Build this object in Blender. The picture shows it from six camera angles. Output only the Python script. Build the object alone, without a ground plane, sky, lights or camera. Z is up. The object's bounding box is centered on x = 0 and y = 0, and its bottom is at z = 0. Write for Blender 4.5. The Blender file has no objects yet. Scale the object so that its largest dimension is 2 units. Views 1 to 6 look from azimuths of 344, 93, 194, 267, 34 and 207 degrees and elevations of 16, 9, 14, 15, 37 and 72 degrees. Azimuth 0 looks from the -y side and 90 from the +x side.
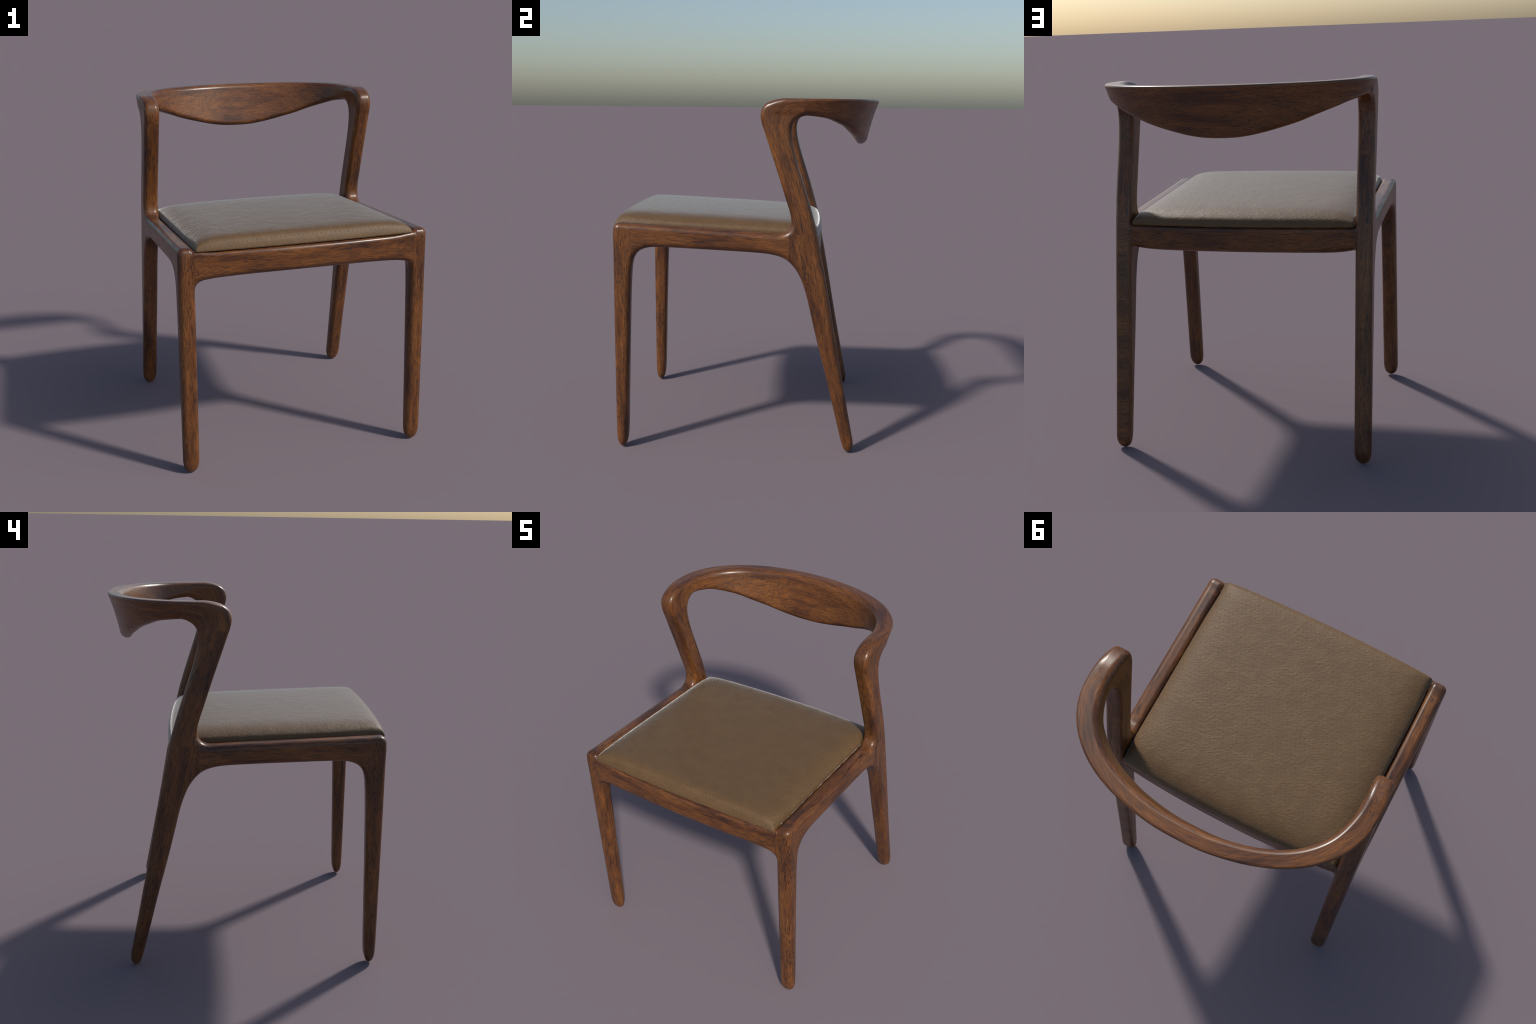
"""Low-backed dining chair: carved walnut frame with a bent top rail and a
perforated leather seat pad.  The wooden frame is described as members (side
frames, rails, bent backrest) blended into one smooth solid, meshed once and then
separated into its parts, so that the joints carry no gaps and shade smoothly."""
import bpy, bmesh
import numpy as np
from mathutils import Vector

# ------------------------------------------------------------------ helpers
def spline(points, per=8, closed=False):
    """centripetal Catmull-Rom curve through 2D control points"""
    p = np.array(points, float)
    n = len(p)
    if closed:
        idx = lambda i: p[i % n]
        spans = range(n)
    else:
        ext = np.vstack([2 * p[0] - p[1], p, 2 * p[-1] - p[-2]])
        idx = lambda i: ext[i + 1]
        spans = range(n - 1)
    out = []
    for i in spans:
        p0, p1, p2, p3 = idx(i - 1), idx(i), idx(i + 1), idx(i + 2)
        t0 = 0.0
        t1 = t0 + np.linalg.norm(p1 - p0) ** 0.5
        t2 = t1 + np.linalg.norm(p2 - p1) ** 0.5
        t3 = t2 + np.linalg.norm(p3 - p2) ** 0.5
        for t in np.linspace(t1, t2, per, endpoint=False):
            a1 = (t1 - t) / (t1 - t0) * p0 + (t - t0) / (t1 - t0) * p1
            a2 = (t2 - t) / (t2 - t1) * p1 + (t - t1) / (t2 - t1) * p2
            a3 = (t3 - t) / (t3 - t2) * p2 + (t - t2) / (t3 - t2) * p3
            b1 = (t2 - t) / (t2 - t0) * a1 + (t - t0) / (t2 - t0) * a2
            b2 = (t3 - t) / (t3 - t1) * a2 + (t - t1) / (t3 - t1) * a3
            out.append((t2 - t) / (t2 - t1) * b1 + (t - t1) / (t2 - t1) * b2)
    if not closed:
        out.append(p[-1])
    return np.array(out)


def smoothstep(a, b, x):
    t = np.clip((x - a) / (b - a), 0, 1)
    return t * t * (3 - 2 * t)


def smin(a, b, k):
    h = np.maximum(k - np.abs(a - b), 0) / k
    return np.minimum(a, b) - h * h * k * 0.25


def smax(a, b, k):
    return -smin(-a, -b, k)


def polygon_distance(P, poly):
    """signed distance of 2D points to a closed polygon, negative inside"""
    best = np.full(len(P), 1e9)
    inside = np.zeros(len(P), bool)
    q = np.roll(poly, -1, axis=0)
    x, y = P[:, 0], P[:, 1]
    for (ax, ay), (bx, by) in zip(poly, q):
        ex, ey = bx - ax, by - ay
        wx, wy = x - ax, y - ay
        t = np.clip((wx * ex + wy * ey) / (ex * ex + ey * ey + 1e-18), 0, 1)
        best = np.minimum(best, (wx - ex * t) ** 2 + (wy - ey * t) ** 2)
        if by != ay:
            cross = (ay > y) != (by > y)
            inside ^= cross & (x < ax + (y - ay) * ex / ey)
    d = np.sqrt(best)
    return np.where(inside, -d, d)


class Field2D:
    """a smooth 2D function sampled once and looked up with bicubic interpolation"""

    def __init__(self, f, lo, hi, h):
        self.lo, self.h = np.array(lo, float), h
        nx, ny = (int(np.ceil((hi[i] - lo[i]) / h)) + 1 for i in (0, 1))
        X, Y = np.meshgrid(lo[0] + h * np.arange(nx), lo[1] + h * np.arange(ny), indexing="ij")
        self.v = f(np.c_[X.ravel(), Y.ravel()]).reshape(nx, ny)

    @staticmethod
    def weights(t):
        return (-0.5 * t + t * t - 0.5 * t ** 3, 1 - 2.5 * t * t + 1.5 * t ** 3,
                0.5 * t + 2 * t * t - 1.5 * t ** 3, -0.5 * t * t + 0.5 * t ** 3)

    def __call__(self, x, y):
        gx, gy = (x - self.lo[0]) / self.h, (y - self.lo[1]) / self.h
        gx = np.clip(gx, 1, self.v.shape[0] - 3.001)
        gy = np.clip(gy, 1, self.v.shape[1] - 3.001)
        i, j = gx.astype(int), gy.astype(int)
        wx, wy = self.weights(gx - i), self.weights(gy - j)
        r = 0
        for a in range(4):
            for b in range(4):
                r = r + wx[a] * wy[b] * self.v[i + a - 1, j + b - 1]
        return r


def rounded_extrusion(d2, across, r):
    """outline distance d2 combined with a thickness distance, edges of radius r"""
    a, b = d2 + r, across + r
    return np.hypot(np.maximum(a, 0), np.maximum(b, 0)) + np.minimum(np.maximum(a, b), 0) - r


# ------------------------------------------------------------------ side frame
# outline of one side frame in the (y, z) plane: straight front leg, seat rail,
# raked rear leg and forward-leaning post that turns back into the top rail
FRONT_LEG_OUTER = [(-0.700, 0.000), (-0.718, 0.014), (-0.728, 0.048), (-0.731, 0.100), (-0.733, 0.40),
                   (-0.735, 0.80), (-0.735, 1.15), (-0.735, 1.265), (-0.7285, 1.293), (-0.709, 1.306)]
SEAT_RAIL_TOP = [(-0.66, 1.3045), (-0.43, 1.292), (-0.16, 1.278), (0.10, 1.2635), (0.17, 1.2595)]
POST_FRONT = [(0.212, 1.2605), (0.242, 1.274), (0.2575, 1.296), (0.2615, 1.330), (0.252, 1.384), (0.233, 1.443),
              (0.200, 1.546), (0.167, 1.647), (0.135, 1.742), (0.108, 1.823), (0.092, 1.872), (0.0865, 1.911),
              (0.095, 1.948), (0.122, 1.975), (0.158, 1.9895), (0.20, 1.9955)]
TOP_STUB = [(0.25, 1.9945), (0.305, 1.986), (0.343, 1.962), (0.343, 1.930), (0.333, 1.913)]
POST_BACK = [(0.312, 1.902), (0.283, 1.884), (0.264, 1.858), (0.257, 1.825), (0.2595, 1.783), (0.269, 1.732),
             (0.289, 1.655), (0.320, 1.558), (0.348, 1.470), (0.376, 1.378), (0.400, 1.291), (0.412, 1.235)]
REAR_LEG_BACK = [(0.430, 1.145), (0.451, 1.035), (0.475, 0.908), (0.500, 0.765), (0.533, 0.575), (0.560, 0.430),
                 (0.591, 0.265), (0.619, 0.118), (0.630, 0.052), (0.623, 0.015), (0.602, -0.0008)]
REAR_LEG_FRONT = [(0.580, 0.013), (0.563, 0.061), (0.532, 0.183), (0.473, 0.423), (0.414, 0.650), (0.381, 0.786),
                  (0.353, 0.905), (0.329, 0.979), (0.302, 1.038), (0.271, 1.081), (0.237, 1.112), (0.194, 1.132)]
SEAT_RAIL_BOTTOM = [(0.135, 1.1445), (0.033, 1.1525), (-0.271, 1.1665), (-0.422, 1.1725), (-0.500, 1.1735)]
FRONT_LEG_INNER = [(-0.552, 1.167), (-0.593, 1.147), (-0.617, 1.116), (-0.629, 1.075), (-0.6355, 1.007),
                   (-0.640, 0.924), (-0.6465, 0.740), (-0.653, 0.526), (-0.659, 0.298), (-0.665, 0.100),
                   (-0.671, 0.046), (-0.684, 0.012)]
SIDE = spline(FRONT_LEG_OUTER + SEAT_RAIL_TOP + POST_FRONT + TOP_STUB + POST_BACK + REAR_LEG_BACK
              + REAR_LEG_FRONT + SEAT_RAIL_BOTTOM + FRONT_LEG_INNER, per=4, closed=True)
side_outline = Field2D(lambda P: polygon_distance(P, SIDE), (-0.80, -0.06), (0.70, 2.06), 0.003)


def side_frame(x, y, z):
    splay = np.clip((1.15 - z) / 1.15, 0, 1)
    centre = 0.6685 + 0.0045 * splay                       # legs stand a little wider at the floor
    half = 0.0455 + 0.0005 * splay
    toe = np.clip((0.085 - z) / 0.085, 0, 1)               # rounded toes
    half = half * np.sqrt(1 - 0.62 * toe ** 2.2)
    r = 0.031 - 0.004 * smoothstep(1.30, 1.42, z)
    return rounded_extrusion(side_outline(y, z), np.abs(x - centre) - half, r)


# ------------------------------------------------------------------ seat rails
FRONT_RAIL = spline([(0.66, 1.281), (0.50, 1.283), (0.2, 1.284), (-0.2, 1.284), (-0.50, 1.283), (-0.66, 1.281),
                     (-0.668, 1.18), (-0.655, 1.06), (-0.638, 1.055), (-0.624, 1.076), (-0.614, 1.101), (-0.594, 1.119),
                     (-0.547, 1.130), (-0.42, 1.1395), (-0.2, 1.1445), (0.2, 1.1445), (0.42, 1.1395),
                     (0.547, 1.130), (0.594, 1.119), (0.614, 1.101), (0.624, 1.076), (0.638, 1.055), (0.655, 1.06),
                     (0.668, 1.18)], per=4, closed=True)
front_outline = Field2D(lambda P: polygon_distance(P, FRONT_RAIL), (-0.04, 0.96), (0.78, 1.38), 0.003)


def front_rail(x, y, z):
    bow = -0.7728 + 0.036 * (x / 0.64) ** 2
    return rounded_extrusion(front_outline(x, z), np.abs(y - bow - 0.042) - 0.042, 0.022 + 0.014 * smoothstep(1.25, 1.19, z))


def back_rail(x, y, z):
    bow = 0.434 - 0.030 * (x / 0.62) ** 2
    low = 1.0905 + 0.013 * np.minimum(np.abs(x) / 0.6, 1.05) ** 10
    high = 1.2300
    d2 = np.abs(z - (low + high) / 2) - (high - low) / 2
    d2 = np.maximum(d2, np.abs(x) - 0.655)
    return rounded_extrusion(d2, np.abs(y - bow + 0.038) - 0.038, 0.022 + 0.012 * smoothstep(1.19, 1.14, z))


# ------------------------------------------------------------------ bent backrest
# centre line of the top rail seen from above, from the middle to the right elbow
PLAN = spline([(-0.175, 0.716), (-0.107, 0.7245), (-0.038, 0.7275), (0.038, 0.7275), (0.107, 0.7245), (0.175, 0.716),
               (0.242, 0.7035), (0.304, 0.688), (0.369, 0.666), (0.429, 0.6405), (0.485, 0.6085), (0.536, 0.570),
               (0.581, 0.525), (0.619, 0.473), (0.646, 0.416), (0.6645, 0.354), (0.675, 0.292), (0.6785, 0.232),
               (0.675, 0.161), (0.6690, 0.093), (0.6685, 0.00), (0.6685, -0.1)], per=24)
PLAN_S = np.r_[0, np.cumsum(np.linalg.norm(np.diff(PLAN, axis=0), axis=1))]
WIDEST = int(np.argmax(PLAN[:, 0]))
S_OF_X = lambda x: np.interp(x, PLAN[:WIDEST, 0], PLAN_S[:WIDEST])
PLAN_S -= S_OF_X(0.0)
S_AT = lambda y: np.interp(-y, -PLAN[WIDEST - 120:, 1], PLAN_S[WIDEST - 120:])      # on the arm, by y


def plan_lookup(P):
    best = np.full(len(P), 1e9)
    s, n = np.zeros(len(P)), np.zeros(len(P))
    for i in range(len(PLAN) - 1):
        a, e = PLAN[i], PLAN[i + 1] - PLAN[i]
        L = np.hypot(*e)
        w = P - a
        t = np.clip((w @ e) / L ** 2, 0, 1)
        d = ((w - t[:, None] * e) ** 2).sum(1)
        hit = d < best
        best = np.where(hit, d, best)
        s = np.where(hit, PLAN_S[i] + t * L, s)
        n = np.where(hit, np.where(w[:, 1] * e[0] - w[:, 0] * e[1] > 0, 1, -1) * np.sqrt(d), n)
    return s, n


plan_s = Field2D(lambda P: plan_lookup(P)[0], (-0.06, -0.02), (0.84, 0.88), 0.005)
plan_n = Field2D(lambda P: plan_lookup(P)[1], (-0.06, -0.02), (0.84, 0.88), 0.005)


def along(px, values):
    """smooth function of the arc length, given at plan stations"""
    k = np.array([S_OF_X(p) if p < 0.645 else p for p in px])
    c = spline(np.c_[k, values], per=12)
    return lambda s: np.interp(s, c[:, 0], c[:, 1])


# height of the rail: a deep blade in the middle, slim toward the arms
drop = along([-0.1, 0, 0.1, 0.194, 0.309, 0.407, 0.49, 0.576, 0.62, S_AT(0.36), S_AT(0.25), S_AT(0.1), S_AT(-0.09)],
             [0.2600, 0.2640, 0.2600, 0.2462, 0.2195, 0.192, 0.161, 0.128, 0.108, 0.092, 0.089, 0.088, 0.088])
width = along([-0.1, 0, 0.1, 0.242, 0.369, 0.485, 0.581, 0.644, S_AT(0.35), S_AT(0.29), S_AT(0.23), S_AT(0.16), S_AT(0.09), S_AT(-0.09)],
              [0.0785, 0.079, 0.0785, 0.078, 0.079, 0.082, 0.088, 0.096, 0.098, 0.097, 0.095, 0.091, 0.084, 0.083])
lean = along([-0.1, 0, 0.1, 0.3, 0.45, 0.576, 0.63, S_AT(0.32), S_AT(0.22), S_AT(-0.09)],
             [0.22, 0.22, 0.22, 0.22, 0.22, 0.20, 0.15, 0.07, 0.0, 0.0])


def backrest(x, y, z):
    d = np.full(len(x), 0.3)
    m = (z > 1.64) & (y > -0.02)
    x, y, z = x[m], y[m], z[m]
    s, n = plan_s(x, y), plan_n(x, y)
    dep = np.maximum(1.9985 - z, 0)
    w = width(s)
    arm = smoothstep(S_AT(0.40), S_AT(0.20), s)
    q = n + lean(s) * dep
    outer = 0.5 * w + 0.0065 * (1 - arm) + 0.001 - (0.023 - 0.006 * arm) * (1 - np.exp(-dep / 0.09))
    inner = 0.5 * w - 0.001
    top = 1.9992 - 3.0 * np.maximum(0.235 - y, 0) ** 2
    low = 1.9985 - drop(s)
    r = np.where(q > 0, 0.017 + 0.007 * arm, 0.025)
    r = np.where(z < (top + low) / 2, 0.030 - 0.005 * arm, r)
    a = np.abs(q) - np.where(q > 0, outer, inner) + r
    b = np.abs(z - (top + low) / 2) - (top - low) / 2 + r
    c = 0.125 - y + r
    out = np.sqrt(np.maximum(a, 0) ** 2 + np.maximum(b, 0) ** 2 + np.maximum(c, 0) ** 2)
    d[m] = out + np.minimum(np.maximum(np.maximum(a, b), c), 0) - r
    return d


def frame(P):
    x, y, z = np.abs(P[:, 0]), P[:, 1], P[:, 2]
    d = smin(side_frame(x, y, z), backrest(x, y, z), 0.012)
    d = smin(d, front_rail(x, y, z), 0.004)
    return smin(d, back_rail(x, y, z), 0.020)


# ------------------------------------------------------------------ seat pad shape
def pad_base(y):
    return 1.2875 - 0.0480 * (y + 0.745)


def pad(P):
    x, y, z = np.abs(P[:, 0]), P[:, 1], P[:, 2]
    front = -0.7590 + 0.016 * (x / 0.62) ** 2
    back = 0.435 - 0.027 * (x / 0.62) ** 2
    side = 0.6240 - 0.003 * (y + 0.75) - 0.006 * smoothstep(0.30, 0.41, y)
    dx, dy = side - x, np.minimum(y - front, back - y)
    r = 0.015
    a, b = r - dx, r - dy
    plan = np.hypot(np.maximum(a, 0), np.maximum(b, 0)) + np.minimum(np.maximum(a, b), 0) - r
    swell = lambda e, w: 1 - np.exp(-np.maximum(e, 0) / w)
    dome = 0.030 + 0.044 * swell(dx, 0.050) * swell(y - front, 0.026) * swell(back - y, 0.050)
    dome = dome + 0.012 * swell(dx, 0.25) * swell(y - front, 0.25) * swell(back - y, 0.25)
    up = z - pad_base(y)
    roll = smoothstep(-0.45, -0.72, y)
    tail = smoothstep(0.20, 0.40, y)
    solid = smax(plan, (up - dome) * 0.93, 0.016 + 0.026 * roll + 0.010 * tail)
    return smax(solid, -up + 0.0005, 0.009)


# ------------------------------------------------------------------ meshing
def surface(f, lo, hi, h, relax=3):
    """surface nets on the part of the grid near the surface of a solid that is
    mirror-symmetric in x, with the vertices then settled onto the exact surface"""
    B = 8
    nx, ny, nz = (int(np.ceil((hi[i] - (0 if i == 0 else lo[i])) / h / B)) * B for i in range(3))
    ox, oy, oz = 0.5 * h, lo[1], lo[2]
    cx, cy, cz = np.meshgrid(*(np.arange(0, n, B) for n in (nx, ny, nz)), indexing="ij")
    blocks = np.c_[cx.ravel(), cy.ravel(), cz.ravel()]
    mid = (blocks + (B - 1) / 2) * h + np.array([ox, oy, oz])
    dm = f(mid)
    V = np.where(dm.reshape(cx.shape) < 0, -1.0, 1.0).astype(np.float32)
    V = V.repeat(B, 0).repeat(B, 1).repeat(B, 2)
    near = blocks[np.abs(dm) < h * B * 1.25]
    k = np.stack(np.meshgrid(*(np.arange(B),) * 3, indexing="ij"), -1).reshape(-1, 3)
    for part in np.array_split(near, max(1, len(near) // 500)):
        g = (part[:, None, :] + k[None]).reshape(-1, 3)
        V[g[:, 0], g[:, 1], g[:, 2]] = f(g * h + np.array([ox, oy, oz]))
    V = np.concatenate([V[::-1], V], 0)
    ox -= nx * h
    neg = V < 0
    count = sum(neg[i:neg.shape[0] - 1 + i, j:neg.shape[1] - 1 + j, l:neg.shape[2] - 1 + l].astype(np.int8)
                for i in (0, 1) for j in (0, 1) for l in (0, 1))
    cells = np.argwhere((count > 0) & (count < 8))
    number = np.full(count.shape, -1, np.int32)
    number[tuple(cells.T)] = np.arange(len(cells))
    P = np.zeros((len(cells), 3))
    hits = np.zeros(len(cells))
    corner = [(i, j, l) for i in (0, 1) for j in (0, 1) for l in (0, 1)]
    for c0 in corner:
        for ax in range(3):
            if c0[ax]:
                continue
            c1 = list(c0)
            c1[ax] = 1
            v0 = V[tuple((cells + c0).T)].astype(float)
            v1 = V[tuple((cells + c1).T)].astype(float)
            cross = (v0 < 0) != (v1 < 0)
            t = np.where(cross, v0 / np.where(cross, v0 - v1, 1), 0)
            p = np.array(c0, float) + t[:, None] * np.eye(3)[ax]
            P += np.where(cross[:, None], p, 0)
            hits += cross
    P = (cells + P / hits[:, None]) * h + np.array([ox, oy, oz])
    faces = []
    for ax in range(3):
        a, b = (ax + 1) % 3, (ax + 2) % 3
        s0 = [slice(None)] * 3
        s1 = [slice(None)] * 3
        s0[ax], s1[ax] = slice(0, -1), slice(1, None)
        e0, e1 = neg[tuple(s0)], neg[tuple(s1)]
        e = np.argwhere(e0 != e1)
        out = e0[tuple(e.T)]
        ua, ub = np.eye(3, dtype=int)[a], np.eye(3, dtype=int)[b]
        q = np.stack([number[tuple((e - ua - ub).T)], number[tuple((e - ub).T)],
                      number[tuple(e.T)], number[tuple((e - ua).T)]], 1)
        q[~out] = q[~out][:, ::-1]
        faces.append(q)
    for _ in range(relax):
        d, g = f(P), gradient(f, P)
        step = d[:, None] * g / np.maximum((g * g).sum(1), 0.2)[:, None]
        P -= np.clip(step, -0.4 * h, 0.4 * h)
    return P, np.concatenate(faces)


def gradient(f, P, e=0.0012):
    g = np.empty_like(P)
    for i in range(3):
        o = np.zeros(3)
        o[i] = e
        g[:, i] = (f(P + o) - f(P - o)) / (2 * e)
    return g


def unit(g):
    return g / np.maximum(np.linalg.norm(g, axis=1), 1e-9)[:, None]


chair = bpy.data.objects.new("dining_chair", None)
chair["label"] = "low-backed walnut dining chair with curved top rail and tan leather seat"
chair["category"] = "dining chair"
bpy.context.scene.collection.objects.link(chair)


def add_part(name, verts, faces, normals, material):
    me = bpy.data.meshes.new(name)
    me.from_pydata([tuple(v) for v in verts], [], [tuple(q) for q in faces])
    me.update()
    me.shade_smooth()
    me.normals_split_custom_set_from_vertices([tuple(n) for n in normals])
    me.materials.append(material)
    o = bpy.data.objects.new(name, me)
    bpy.context.scene.collection.objects.link(o)
    o.parent = chair
    return o


# ------------------------------------------------------------------ materials
class Tree:
    def __init__(self, name):
        self.mat = bpy.data.materials.new(name)
        self.mat.use_nodes = True
        self.nt = self.mat.node_tree
        self.nt.nodes.clear()

    def node(self, kind, **props):
        n = self.nt.nodes.new(kind)
        inputs = props.pop("inputs", {})
        for k, v in props.items():
            setattr(n, k, v)
        for k, v in inputs.items():
            if isinstance(v, bpy.types.NodeSocket):
                self.nt.links.new(v, n.inputs[k])
            else:
                n.inputs[k].default_value = v
        return n

    def math(self, op, a, b=0.0, c=0.0, clamp=False):
        n = self.node("ShaderNodeMath", operation=op, inputs={0: a, 1: b, 2: c})
        n.use_clamp = clamp
        return n.outputs[0]

    def ramp(self, fac, stops, interp="LINEAR"):
        n = self.node("ShaderNodeValToRGB", inputs={0: fac})
        n.color_ramp.interpolation = interp
        el = n.color_ramp.elements
        while len(el) < len(stops):
            el.new(0.5)
        for e, (p, c) in zip(el, stops):
            e.position = p
            e.color = (c, c, c, 1) if isinstance(c, (int, float)) else (*c, 1)
        return n.outputs[0]

    def mix(self, fac, a, b, blend="MIX"):
        n = self.node("ShaderNodeMix", data_type="RGBA", blend_type=blend)
        for k, v in ((0, fac), (6, a), (7, b)):
            if isinstance(v, bpy.types.NodeSocket):
                self.nt.links.new(v, n.inputs[k])
            else:
                n.inputs[k].default_value = v if k == 0 else (*v, 1)
        return n.outputs[2]

    def mapped(self, vec, scale=(1, 1, 1), rot=(0, 0, 0), loc=(0, 0, 0)):
        return self.node("ShaderNodeMapping", inputs={"Vector": vec, "Scale": scale, "Rotation": rot, "Location": loc}).outputs[0]

    def noise(self, vec, scale, detail=3.0, rough=0.5, distortion=0.0):
        n = self.node("ShaderNodeTexNoise", inputs={"Vector": vec, "Scale": scale, "Detail": detail,
                                                    "Roughness": rough, "Distortion": distortion})
        return n.outputs[0]


def wood(name, grain, tilt=0.0, shift=(0, 0, 0), dash_len=0.10, cross_back=False, dash_mix=0.95, seam=False, calm=1.0):
    """dark oiled walnut; grain runs along 'X', 'Y', 'Z' or round the bent back ('ARC')"""
    t = Tree(name)
    co = t.node("ShaderNodeTexCoord").outputs["Object"]
    if grain == "ARC":
        # round the bend of the back in plan, then down round the elbow into the post
        p = t.node("ShaderNodeSeparateXYZ", inputs={0: co}).outputs
        y = t.math("SUBTRACT", t.math("MAXIMUM", p[1], 0.36), 0.08)
        bend = t.math("MINIMUM", t.math("SUBTRACT", p[1], 0.36), 0.0)
        rise = t.math("SUBTRACT", p[2], 1.80)
        hyp = t.math("POWER", t.math("ADD", t.math("POWER", t.math("ABSOLUTE", bend), 3.5), t.math("POWER", t.math("ABSOLUTE", rise), 3.5)), 1 / 3.5)
        up = t.math("ADD", rise, t.math("SUBTRACT", hyp, t.math("ABSOLUTE", rise)))
        turn = t.math("MULTIPLY", t.math("ARCTAN2", bend, t.math("MAXIMUM", rise, 0.001)), -0.17)
        ang = t.math("MULTIPLY", t.math("ARCTAN2", p[0], y), 0.62)
        ang = t.math("ADD", ang, t.math("MULTIPLY", turn, t.math("SIGN", p[0])))
        rad = t.math("SQRT", t.math("ADD", t.math("MULTIPLY", p[0], p[0]), t.math("MULTIPLY", y, y)))
        co = t.node("ShaderNodeCombineXYZ", inputs={0: rad, 1: up, 2: ang}).outputs[0]
        rot = (0, 0, 0)
    else:
        rot = {"X": (0, -np.pi / 2, 0), "Y": (np.pi / 2, 0, 0), "Z": (0, 0, 0)}[grain]
    if tilt:
        co = t.mapped(co, rot=(tilt, 0, 0))
    base = t.mapped(co, rot=rot, loc=shift)
    if cross_back:                                         # texture-mapping fault copied as cross grain on the rearward face
        ny = t.node("ShaderNodeSeparateXYZ", inputs={0: t.node("ShaderNodeNewGeometry").outputs["Normal"]}).outputs[1]
        across = t.mapped(co, rot=(0, -np.pi / 2, 0), loc=shift)
        sel = t.math("GREATER_THAN", ny, 0.72)
        m = t.node("ShaderNodeMix", data_type="VECTOR", inputs={0: sel, 4: base, 5: across})
        base = m.outputs[1]
    wob = t.node("ShaderNodeTexNoise", inputs={"Vector": t.mapped(base, scale=(1, 1, 0.5)), "Scale": 6.0, "Detail": 2.0})
    off = t.node("ShaderNodeVectorMath", operation="SUBTRACT", inputs={0: wob.outputs[1], 1: (0.5, 0.5, 0.5)}).outputs[0]
    off = t.node("ShaderNodeVectorMath", operation="SCALE", inputs={0: off, "Scale": 0.022}).outputs[0]
    base = t.node("ShaderNodeVectorMath", operation="ADD", inputs={0: base, 1: off}).outputs[0]
    figure = t.noise(t.mapped(base, scale=(1, 1, 0.16)), 16.0, 3.0, 0.55, 0.3)
    streak = t.noise(t.mapped(base, scale=(1, 1, 0.07)), 95.0, 3.0, 0.6)
    fibre = t.noise(t.mapped(base, scale=(1, 1, 0.05)), 330.0, 2.0, 0.5)
    patch = t.noise(t.mapped(base, scale=(1, 1, 0.30)), 9.0, 2.0, 0.5)
    pore = t.noise(t.mapped(base, scale=(1, 1, dash_len), loc=(3.1, 1.7, 0.4)), 200.0, 2.0, 0.45)
    col = t.ramp(figure, [(0.33, WOOD_DARK), (0.47, WOOD_MID), (0.66, WOOD_LIGHT)])
    col = t.mix(t.ramp(streak, [(0.38, 0.55 * calm), (0.55, 0.0)]), col, WOOD_STREAK)
    col = t.mix(t.ramp(patch, [(0.54, 0.0), (0.68, 0.50 * calm)]), col, WOOD_STREAK)
    col = t.mix(t.ramp(fibre, [(0.36, 0.55), (0.56, 0.0)]), col, WOOD_PORE)
    where = t.ramp(patch, [(0.34, 0.30), (0.60, 1.0)])
    dash = t.math("MULTIPLY", t.ramp(pore, [(0.555, 0.0), (0.66, dash_mix)]), where)
    col = t.mix(dash, col, WOOD_PORE)
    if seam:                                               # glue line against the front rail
        p = t.node("ShaderNodeSeparateXYZ", inputs={0: t.node("ShaderNodeTexCoord").outputs["Object"]}).outputs
        line = t.math("MULTIPLY", t.math("LESS_THAN", t.math("ABSOLUTE", p[0]), 0.6287), t.math("GREATER_THAN", p[2], 1.09))
        col = t.mix(t.math("MULTIPLY", line, 0.65), col, WOOD_PORE)
    rough = t.ramp(streak, [(0.3, 0.36), (0.7, 0.28)])
    hgt = t.math("SUBTRACT", t.math("MULTIPLY", fibre, 0.25), dash)
    bump = t.node("ShaderNodeBump", inputs={"Strength": 0.06, "Distance": 0.002, "Height": hgt}).outputs[0]
    b = t.node("ShaderNodeBsdfPrincipled", inputs={"Base Color": col, "Roughness": rough, "Normal": bump,
                                                   "Specular IOR Level": 0.5, "IOR": 1.5})
    o = t.node("ShaderNodeOutputMaterial")
    t.nt.links.new(b.outputs[0], o.inputs[0])
    return t.mat


WOOD_LIGHT, WOOD_MID, WOOD_DARK = (0.228, 0.085, 0.021), (0.172, 0.060, 0.015), (0.090, 0.031, 0.010)
WOOD_STREAK, WOOD_PORE = (0.046, 0.019, 0.010), (0.013, 0.009, 0.009)


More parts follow.
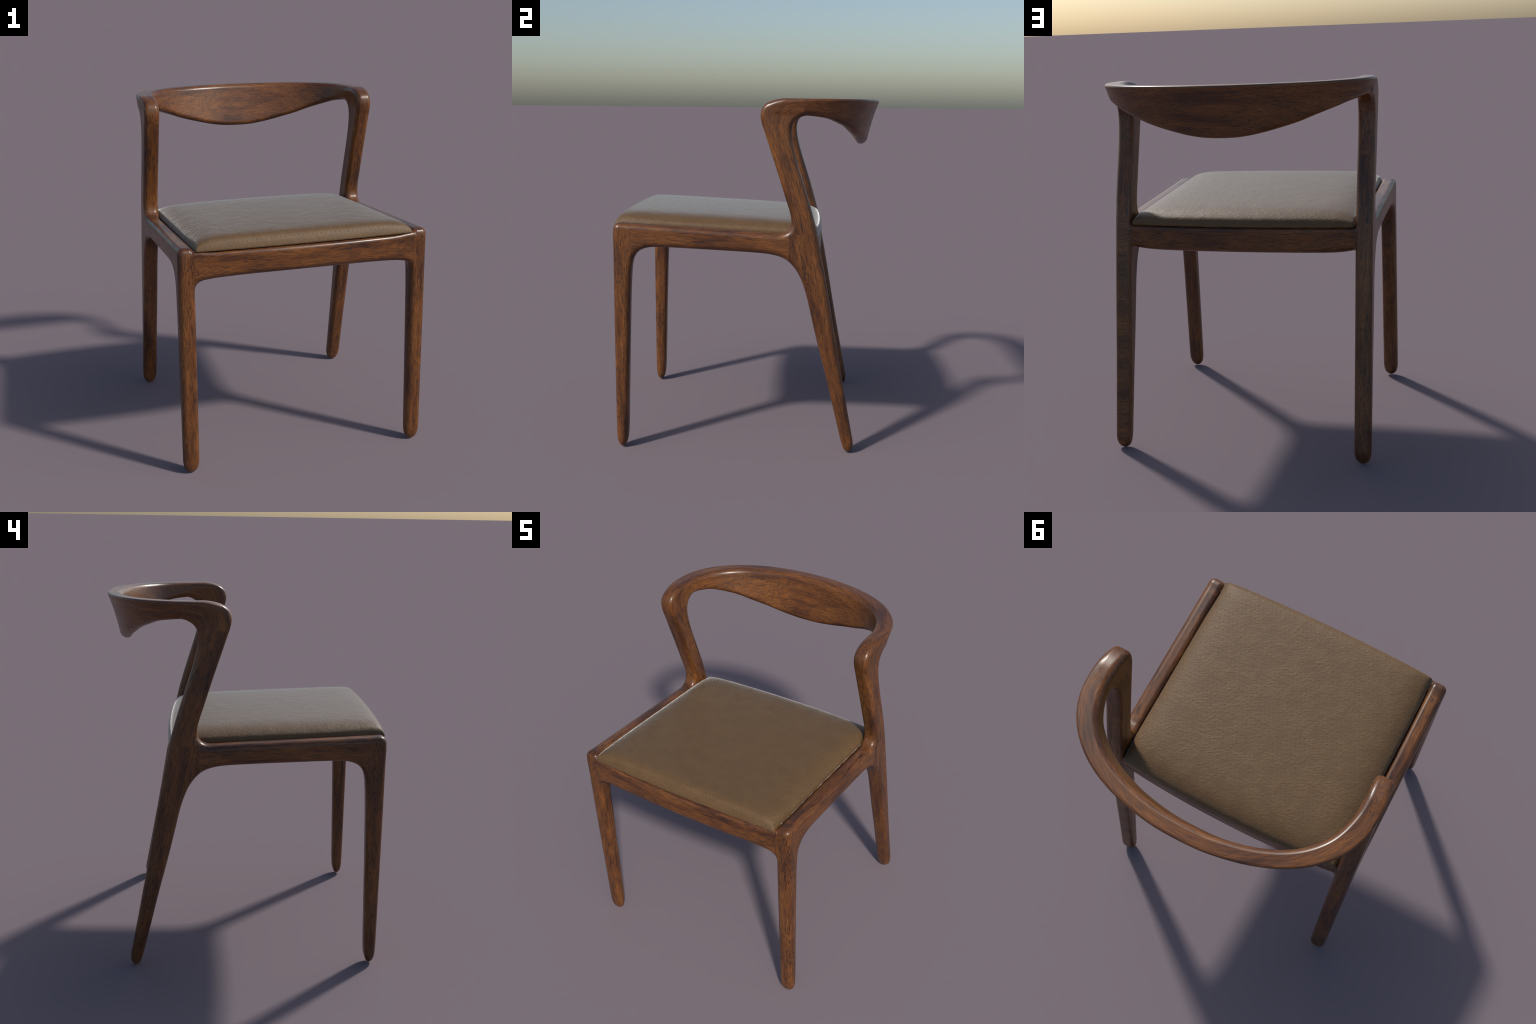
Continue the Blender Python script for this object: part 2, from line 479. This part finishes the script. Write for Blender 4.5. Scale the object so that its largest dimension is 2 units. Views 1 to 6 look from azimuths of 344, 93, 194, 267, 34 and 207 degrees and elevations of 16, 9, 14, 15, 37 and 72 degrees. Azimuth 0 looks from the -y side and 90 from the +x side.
def leather():
    t = Tree("perforated_tan_leather")
    co = t.node("ShaderNodeTexCoord").outputs["Object"]
    p = t.node("ShaderNodeSeparateXYZ", inputs={0: co}).outputs

    def lattice(ox, oy):                                    # one rectangular lattice of punched holes
        u = t.math("PINGPONG", t.math("ADD", p[0], 1.3 + ox), 0.0130)
        v = t.math("PINGPONG", t.math("ADD", p[1], 1.32 + oy), 0.0264)
        return t.math("SQRT", t.math("ADD", t.math("MULTIPLY", u, u), t.math("MULTIPLY", v, v)))

    hole_d = t.math("MINIMUM", lattice(0.0, 0.0), lattice(0.0130, 0.0264))
    hole = t.node("ShaderNodeMapRange", interpolation_type="SMOOTHSTEP",
                  inputs={"Value": hole_d, "From Min": 0.0010, "From Max": 0.0029, "To Min": 1.0, "To Max": 0.0}).outputs[0]
    nz = t.node("ShaderNodeSeparateXYZ", inputs={0: t.node("ShaderNodeNewGeometry").outputs["Normal"]}).outputs[2]
    hole = t.math("MULTIPLY", hole, t.ramp(nz, [(0.25, 0.0), (0.5, 1.0)]))
    slow = t.noise(co, 5.0, 2.0)
    warp = t.node("ShaderNodeVectorMath", operation="SCALE",
                  inputs={0: t.node("ShaderNodeTexNoise", inputs={"Vector": co, "Scale": 9.0, "Detail": 1.0}).outputs[1], "Scale": 0.02}).outputs[0]
    co2 = t.node("ShaderNodeVectorMath", operation="ADD", inputs={0: co, 1: warp}).outputs[0]
    turned = t.mapped(co2, rot=(0, 0, -0.45))
    crease = t.noise(t.mapped(turned, scale=(0.50, 1.0, 1.0)), 82.0, 3.0, 0.6)
    grain = t.noise(co, 240.0, 2.0, 0.5)
    calm = t.noise(co, 14.0, 1.0)
    crease = t.math("MULTIPLY", crease, t.ramp(calm, [(0.35, 0.45), (0.65, 1.0)]))
    col = t.ramp(slow, [(0.35, LEATHER_A), (0.65, LEATHER_B)])
    col = t.mix(t.ramp(crease, [(0.25, 0.16), (0.5, 0.0)]), col, (0.05, 0.030, 0.014))
    col = t.mix(t.math("MULTIPLY", hole, t.ramp(grain, [(0.35, 0.45), (0.6, 0.85)])), col, (0.012, 0.008, 0.005))
    h = t.math("ADD", t.math("MULTIPLY", crease, 1.15), t.math("MULTIPLY", grain, 0.40))
    h = t.math("SUBTRACT", h, t.math("MULTIPLY", hole, 0.5))
    bump = t.node("ShaderNodeBump", inputs={"Strength": 0.36, "Distance": 0.006, "Height": h}).outputs[0]
    b = t.node("ShaderNodeBsdfPrincipled", inputs={"Base Color": col, "Roughness": 0.55, "Normal": bump,
                                                   "Specular IOR Level": 0.35, "Sheen Weight": 1.0,
                                                   "Sheen Roughness": 0.24, "Sheen Tint": (1, 1, 1, 1)})
    o = t.node("ShaderNodeOutputMaterial")
    t.nt.links.new(b.outputs[0], o.inputs[0])
    return t.mat


LEATHER_A, LEATHER_B = (0.128, 0.072, 0.030), (0.134, 0.0755, 0.032)


# ------------------------------------------------------------------ wooden frame
STEP = 0.005
V, F = surface(frame, (-0.76, -0.80, -0.03), (0.76, 0.80, 2.03), STEP)

bm = bmesh.new()
for v in V:
    bm.verts.new(v)
bm.verts.ensure_lookup_table()
for q in F:
    bm.faces.new([bm.verts[i] for i in q])
bm.normal_update()


def saw(point, normal, inside):
    """cut the surface along a plane, only where inside(centre) holds"""
    n, p0 = Vector(normal), Vector(point)
    near = []
    for f in bm.faces:
        c = f.calc_center_median()
        if abs((c - p0).dot(n)) < 0.02 and inside(c):
            near.append(f)
    geom = list(set(near) | {e for f in near for e in f.edges} | {v for f in near for v in f.verts})
    bmesh.ops.bisect_plane(bm, geom=geom, dist=1e-5, plane_co=p0, plane_no=n)


TOP_SEAM = Vector((0, -0.16, 0.987))                       # joint of post and bent rail
TOP_POINT = Vector((0, 0.10, 1.848))
saw(TOP_POINT, TOP_SEAM, lambda c: c.y < 0.32 and c.z > 1.75)
saw((0, 0, 1.257), (0, 0, 1), lambda c: c.y > 0.16)
saw((0, 0.25, 0), (0, 1, 0), lambda c: abs(c.x) > 0.58 and 1.0 < c.z < 1.35)
saw((0, -0.632, 0), (0, 1, 0), lambda c: abs(c.x) > 0.58 and c.z > 1.0)
for sx in (-1, 1):
    saw((0.6265 * sx, 0, 0), (1, 0, 0), lambda c: c.y < -0.6 and 1.0 < c.z < 1.35)
    saw((0.614 * sx, 0, 0), (1, 0, 0), lambda c: c.y > 0.30 and 1.0 < c.z < 1.26)


def kind_of(c):
    x = abs(c.x)
    if x < 0.6265 and c.y < -0.6 and 1.0 < c.z < 1.35:
        return "front_rail", 0
    if x < 0.614 and c.y > 0.3 and 1.0 < c.z < 1.257:
        return "back_rail", 0
    if c.z > 1.6 and (c.y > 0.3 or (c - TOP_POINT).dot(TOP_SEAM) > 0):
        return "backrest", 0
    side = 1 if c.x > 0 else -1
    if c.z > 1.257 and (c.y > 0.16 or c.z > 1.35):
        return "back_post", side
    if -0.632 < c.y < 0.25 and c.z > 1.0:
        return "side_rail", side
    return ("front_leg" if c.y < 0 else "rear_leg"), side


groups = {}
for f in bm.faces:
    groups.setdefault(kind_of(f.calc_center_median()), []).append(f)
bm.verts.index_update()
bm.verts.ensure_lookup_table()
ALL = np.array([v.co for v in bm.verts])
NORMAL = unit(gradient(frame, ALL, 0.0016))

GRAIN = {"front_leg": ("Z", 0.0), "rear_leg": ("Z", -0.17), "side_rail": ("Y", 0.05), "front_rail": ("X", 0.0),
         "back_rail": ("X", 0.0), "back_post": ("Z", -0.30), "backrest": ("ARC", 0.0)}
for i, ((name, side), fs) in enumerate(sorted(groups.items(), key=lambda g: (g[0][0], -g[0][1]))):
    g, tilt = GRAIN[name]
    used = sorted({v.index for f in fs for v in f.verts})
    new = {o: k for k, o in enumerate(used)}
    mat = wood("walnut_" + name, g, tilt, (0.37 * i, 0.21 * i, 0.53 * i), {"front_leg": 0.19, "rear_leg": 0.19, "backrest": 0.07}.get(name, 0.10),
               name == "rear_leg" and side > 0, {"backrest": 0.6, "side_rail": 0.8, "front_rail": 0.8}.get(name, 0.95), name == "front_leg", 0.6 if name == "backrest" else 0.8)
    add_part(name, ALL[used], [[new[v.index] for v in f.verts] for f in fs], NORMAL[used], mat)
bm.free()

# ------------------------------------------------------------------ seat
V, F = surface(pad, (-0.66, -0.80, 1.19), (0.66, 0.48, 1.42), 0.005)
add_part("seat_cushion", V, F, unit(gradient(pad, V, 0.002)), leather())

# plywood board that carries the cushion between the rails
bm = bmesh.new()
for x, y in ((-0.632, -0.70), (0.632, -0.70), (0.632, 0.375), (-0.632, 0.375)):
    for dz in (-0.055, -0.003):
        bm.verts.new((x, y, pad_base(y) + dz))
bmesh.ops.convex_hull(bm, input=bm.verts)
bmesh.ops.recalc_face_normals(bm, faces=bm.faces)
me = bpy.data.meshes.new("seat_board")
bm.to_mesh(me)
bm.free()
me.materials.append(wood("walnut_seat_board", "X"))
board = bpy.data.objects.new("seat_board", me)
bpy.context.scene.collection.objects.link(board)
board.parent = chair
